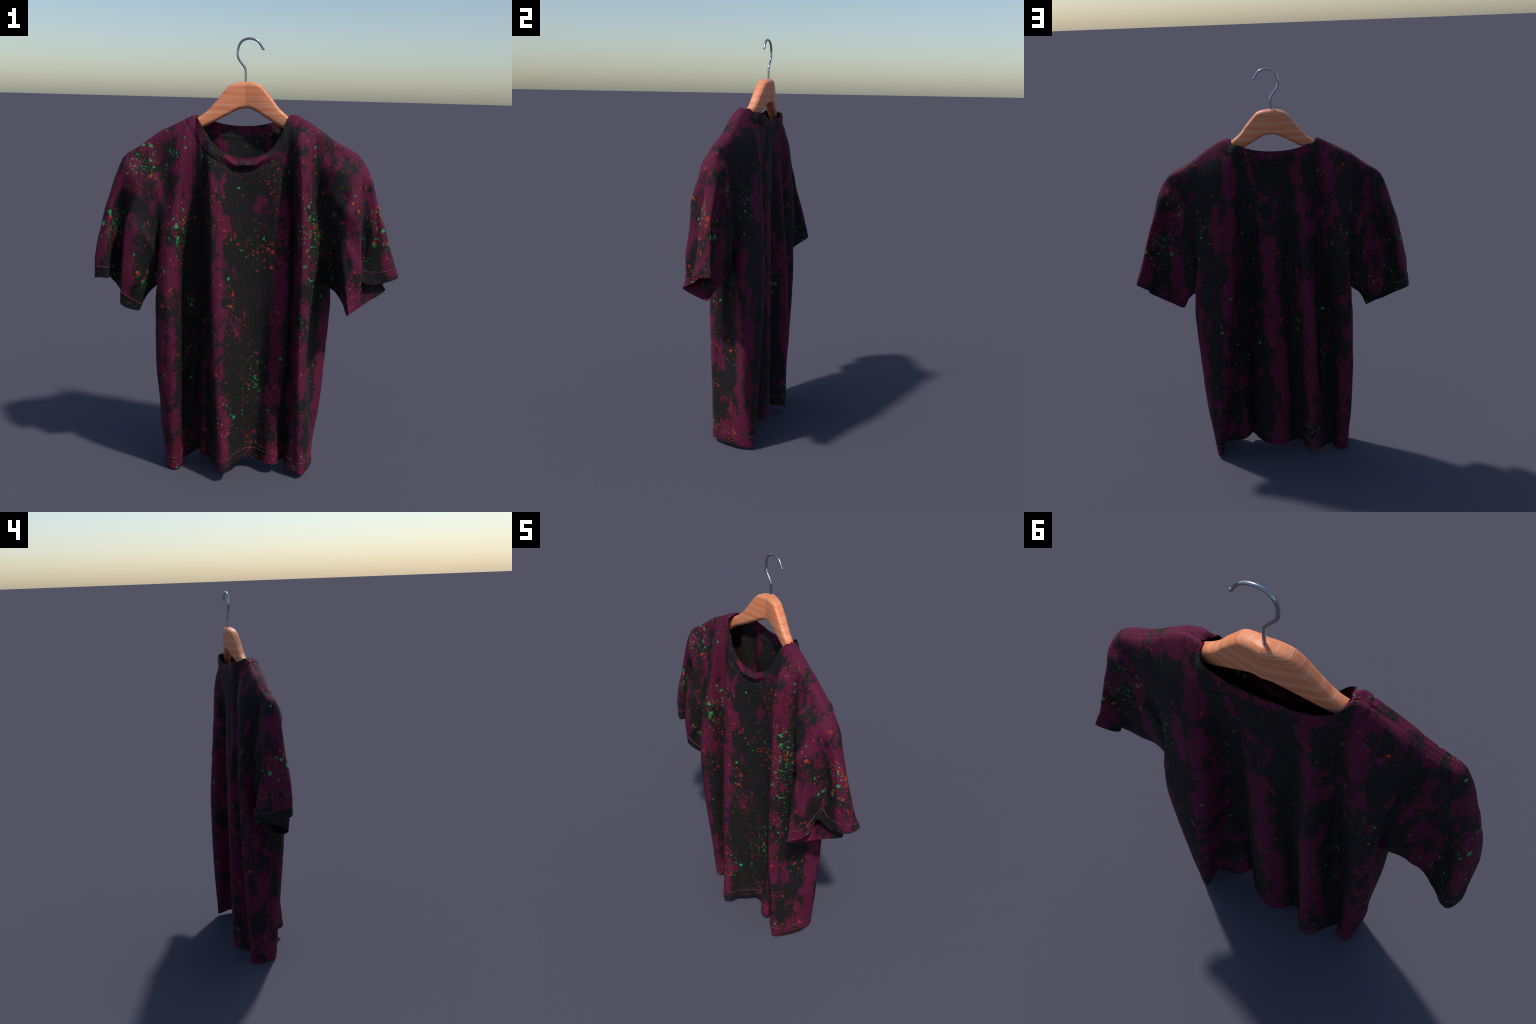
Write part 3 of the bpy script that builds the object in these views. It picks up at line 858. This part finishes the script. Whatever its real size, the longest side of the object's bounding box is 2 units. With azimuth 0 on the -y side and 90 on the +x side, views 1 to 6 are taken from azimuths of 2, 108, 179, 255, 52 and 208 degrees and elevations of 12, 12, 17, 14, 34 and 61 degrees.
def hanger_half(x0, x1):
    xs = np.linspace(x0, x1, 60)
    verts, faces = [], []
    K = 32
    for i, x in enumerate(xs):
        u = abs(x - XC)
        yc = float(np.interp(u, [0, .2, .27, .35, .47], [.080, .047, .030, .020, .014]))
        hd = 0.028 - 0.010 * min(1, u / 0.25)
        drop = 0.016 * min(1, max(0, (u - 0.215) / 0.05))     # hidden under the cloth
        zt, zl = top_f(x) - drop, low_f(x) - drop
        hz, zc = (zt - zl) / 2, (zt + zl) / 2
        taper = 1.0
        endd = 0.445 - u
        if endd < 0.04:
            taper = math.sqrt(max(0.02, 1 - (1 - max(endd, 0) / 0.04) ** 2))
        r = 0.0185
        for k in range(K):                       # rounded-rectangle section
            a = 2 * math.pi * (k + .5) / K
            cy, sz = math.cos(a), math.sin(a)
            rr = min(r, hd * .95, hz * .95)
            y = math.copysign(hd - rr, cy) + rr * cy
            z = math.copysign(hz - rr, sz) + rr * sz
            verts.append((x, yc + y * taper, zc + z * taper))
    for i in range(len(xs) - 1):
        for k in range(K):
            k2 = (k + 1) % K
            faces.append((i * K + k, (i + 1) * K + k, (i + 1) * K + k2, i * K + k2))
    faces.append(tuple(range((len(xs) - 1) * K, len(xs) * K)))
    bm = bmesh.new()
    bv = [bm.verts.new(v) for v in verts]
    for f in faces:
        bm.faces.new([bv[i] for i in f])
    bmesh.ops.recalc_face_normals(bm, faces=bm.faces)
    for f in bm.faces:
        f.smooth = len(f.verts) == 4
    me = bpy.data.meshes.new("arm_half")
    bm.to_mesh(me)
    bm.free()
    me.materials.append(mat_wood)
    return me

hanger = bpy.data.objects.new("coat_hanger", None)
bpy.context.scene.collection.objects.link(hanger)
hanger["label"] = "curved wooden coat hanger with a steel wire hook"
hanger["category"] = "hanger"
hanger.empty_display_size = 0.2
add_object("shoulder_arm", hanger_half(XC, -0.472), hanger)
add_object("shoulder_arm", hanger_half(XC, 0.418), hanger)

mat_steel, nt, bsdf = material("hook_steel")
bsdf.inputs["Base Color"].default_value = (0.42, 0.44, 0.48, 1)
bsdf.inputs["Metallic"].default_value = 1.0
N = Nodes(nt)
tc = nt.nodes.new("ShaderNodeTexCoord")
f = N.noise(tc.outputs["Object"], 60, 2)[0]
N.link(N.math('MULTIPLY_ADD', f, 0.10, 0.17), bsdf.inputs["Roughness"])

HOOK = [(-.027, 1.790), (-.027, 1.83), (-.0275, 1.858), (-.033, 1.873), (-.047, 1.891), (-.059, 1.907), (-.0645, 1.928),
        (-.0635, 1.950), (-.057, 1.970), (-.042, 1.987), (-.020, 1.9945), (.002, 1.9935), (.021, 1.986), (.035, 1.971),
        (.044, 1.956), (.0475, 1.952), (.0525, 1.954)]
path = catmull([(x, .081, z) for x, z in HOOK], [6] * (len(HOOK) - 1))
R = 0.0053
verts, faces = [], []
K = 14
for i, p in enumerate(path):
    t = path[min(i + 1, len(path) - 1)] - path[max(i - 1, 0)]
    t /= np.linalg.norm(t)
    side = np.array([t[2], 0, -t[0]])
    end = len(path) - 1 - i
    rr = R * (0.75 if end == 0 else (0.95 if end == 1 else 1))
    for k in range(K):
        a = 2 * math.pi * k / K
        verts.append(p + rr * (math.cos(a) * side + math.sin(a) * np.array([0, 1, 0])))
for i in range(len(path) - 1):
    for k in range(K):
        k2 = (k + 1) % K
        faces.append((i * K + k, i * K + k2, (i + 1) * K + k2, (i + 1) * K + k))
faces.append(tuple(range(K))[::-1])
faces.append(tuple(range((len(path) - 1) * K, len(path) * K)))
add_object("hook", mesh_from("hook", verts, faces, mat_steel), hanger)
